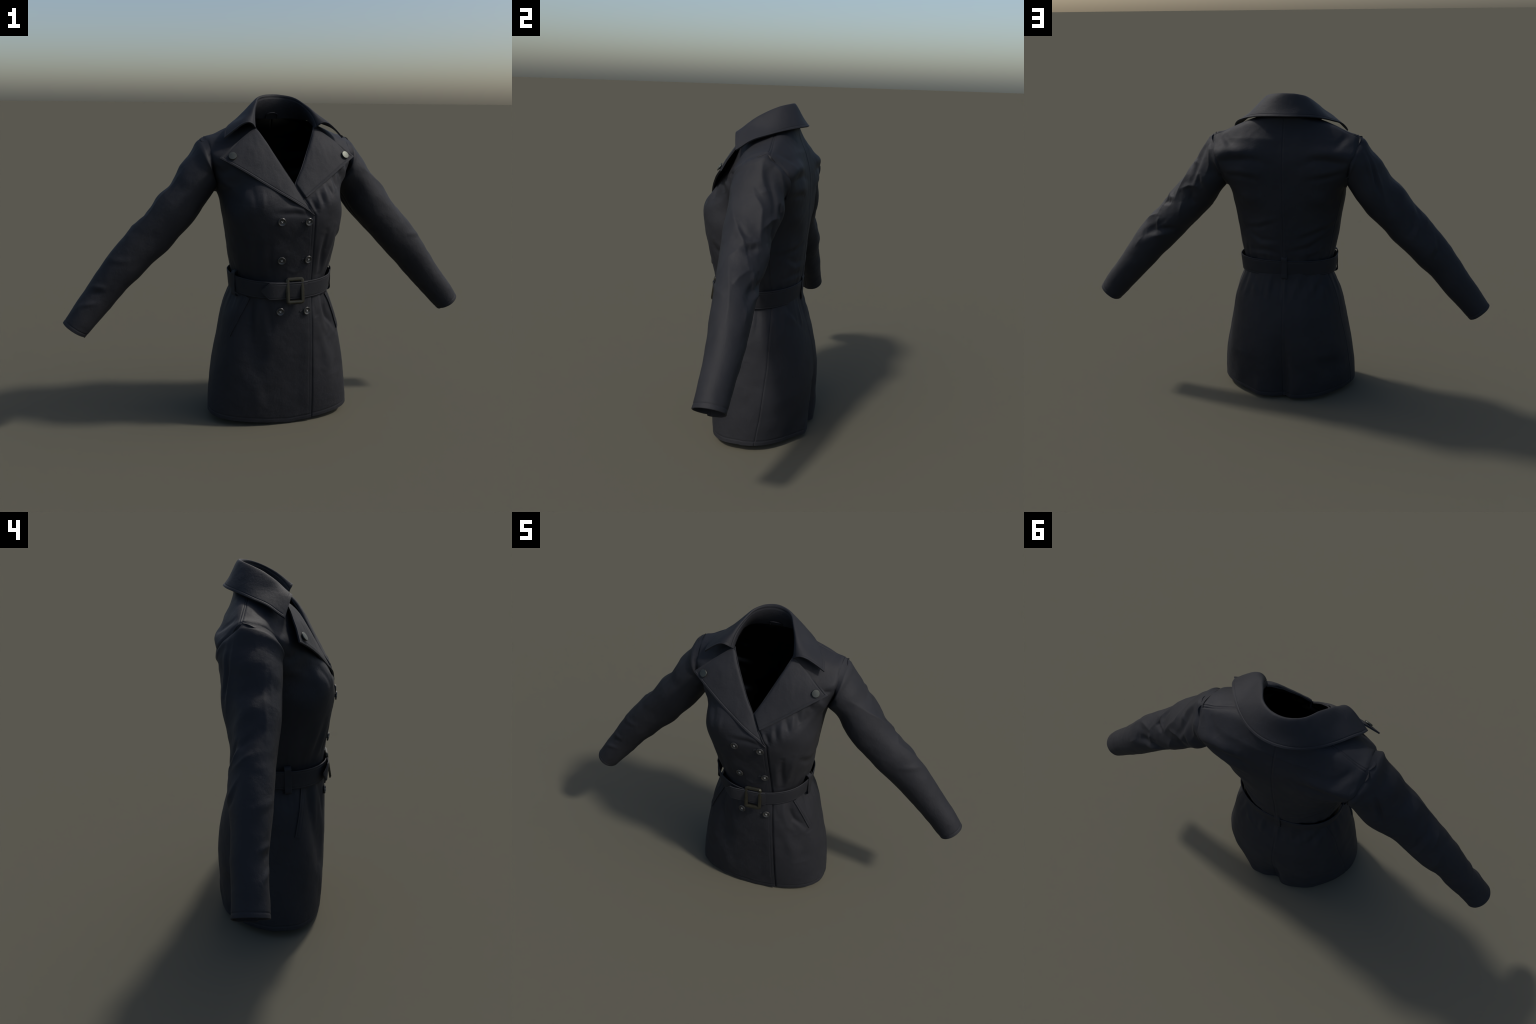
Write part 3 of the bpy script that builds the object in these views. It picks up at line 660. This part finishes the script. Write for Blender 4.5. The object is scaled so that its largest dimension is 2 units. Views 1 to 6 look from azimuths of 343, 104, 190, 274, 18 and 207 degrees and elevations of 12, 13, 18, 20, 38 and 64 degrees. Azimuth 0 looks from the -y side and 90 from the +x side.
# buckle: rounded rectangular frame with a stepped section
def buckle():
    w, h, r = .0345, .0515, .006; path = []
    for cx, cz, a0 in ((w - r, h - r, 0), (-w + r, h - r, 90), (-w + r, -h + r, 180), (w - r, -h + r, 270)):
        for a in np.radians(np.linspace(a0, a0 + 90, 7)): path.append((cx + r * math.cos(a), cz + r * math.sin(a), math.cos(a), math.sin(a)))
    sec = [(.0085, -.0035), (.0090, .001), (.0080, .0028), (.0058, .0034), (.0040, .0058), (-.0015, .0066), (-.0060, .0055), (-.0080, .0025), (-.0085, -.0035)]
    V = []; n, k = len(path), len(sec)
    for px, pz, nx, nz in path:
        for o, d in sec: V.append((px + nx * o, -d, pz + nz * o))
    F = (grid_faces(n + 1, k, True) % (n * k)).tolist()
    ob = make_mesh('buckle', V, F, M_BRASS, parent=belt); ob.data.set_sharp_from_angle(angle=math.radians(35))
    ob.location = (.004, -.2325, .653); ob.rotation_euler = (math.radians(-8), 0, math.radians(1))
    # centre bar behind the strap
    return ob
buckle()
# belt loops
def loop(psi_t, hz, w=.0145, tiltz=0.0):
    P, N = belt_ring(np.array([psi_t - .01, psi_t, psi_t + .01])); p, n = P[1], N[1]; tdir = np.cross([0, 0, 1.], n)
    if n @ (p * [1, 1, 0]) < 0: n = -n
    pts = [(-.014, .057), (-.004, .0585), (.0045, .054), (.0065, .03), (.0068, 0), (.0065, -.03), (.0045, -.054), (-.004, -.0585), (-.014, -.057)]
    prof = arc_curve([(a, 0, b) for a, b in pts], n=48); V = []
    rr = np.array([(-1, 0), (-.9, .0022), (0, .0026), (.9, .0022), (1, 0), (.9, -.001), (-.9, -.001)])
    tan = np.gradient(prof, axis=0); nn = np.stack([-tan[:, 2], tan[:, 0]], -1); nn /= np.linalg.norm(nn, axis=1)[:, None]
    nn *= np.sign(nn[24, 0])
    for q, m in zip(prof, nn):
        for s, d in rr:
            V.append(p + n * (q[0] + m[0] * d) + np.array([0, 0, 1.]) * (q[2] + hz + m[1] * d) + tdir * (s * w))
    F = grid_faces(48, 7, True).tolist()
    ob = make_mesh('belt_loop', V, F, M_COAT, parent=root); ob.data.set_sharp_from_angle(angle=math.radians(50)); return ob
loop(math.radians(194), .0)
loop(math.radians(-12), .0)
loop(math.radians(90.6), .003)

# ------------------------------------------------------------------ pockets
def pocket(s):
    line = arc_curve([(s * .192, -.129, .611), (s * .215, -.121, .559), (s * .239, -.113, .506), (s * .274, -.100, .427)], n=60)
    n, k = 60, 17; V = np.zeros((n, k, 3)); NN = np.zeros((n, k, 3)); run = np.gradient(line, axis=0); run /= np.linalg.norm(run, axis=1)[:, None]
    sel = (Y < .05) & (Z > .35) & (Z < .70) & (xcol if s < 0 else col < cSR); BP, NP = BODY[sel], BN[sel]
    def near(q):
        i = np.argmin(((BP - q)**2).sum(1)); nn = NP[i]; return q + nn * ((BP[i] - q) @ nn), nn
    for i in range(n):
        c0, n0 = near(line[i]); side = np.cross(n0, run[i]); side /= np.linalg.norm(side)
        for j, w in enumerate(np.linspace(-.0135, .0135, k)): V[i, j], NN[i, j] = near(c0 + side * w)
    for _ in range(8):
        V[1:-1] = (V[:-2] + V[2:] + 2 * V[1:-1]) / 4; V[:, 1:-1] = (V[:, :-2] + V[:, 2:] + 2 * V[:, 1:-1]) / 4
    NS_ = NN.mean((0, 1)); edge = np.minimum(np.minimum(np.linspace(0, 1, k), 1 - np.linspace(0, 1, k))[None] * .027, (1 - np.linspace(0, 1, n))[:, None] * .2)
    V += NN * (.0052 - .0012 * np.exp(-((edge - .006) / .0016)**2))[..., None]
    N = grid_normals(V); N *= np.sign((N * NN).sum(-1).mean())
    sheet('pocket_welt', V, .010, M_COAT, root, N=N)
pocket(-1); pocket(1)

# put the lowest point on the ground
bpy.context.view_layer.update()
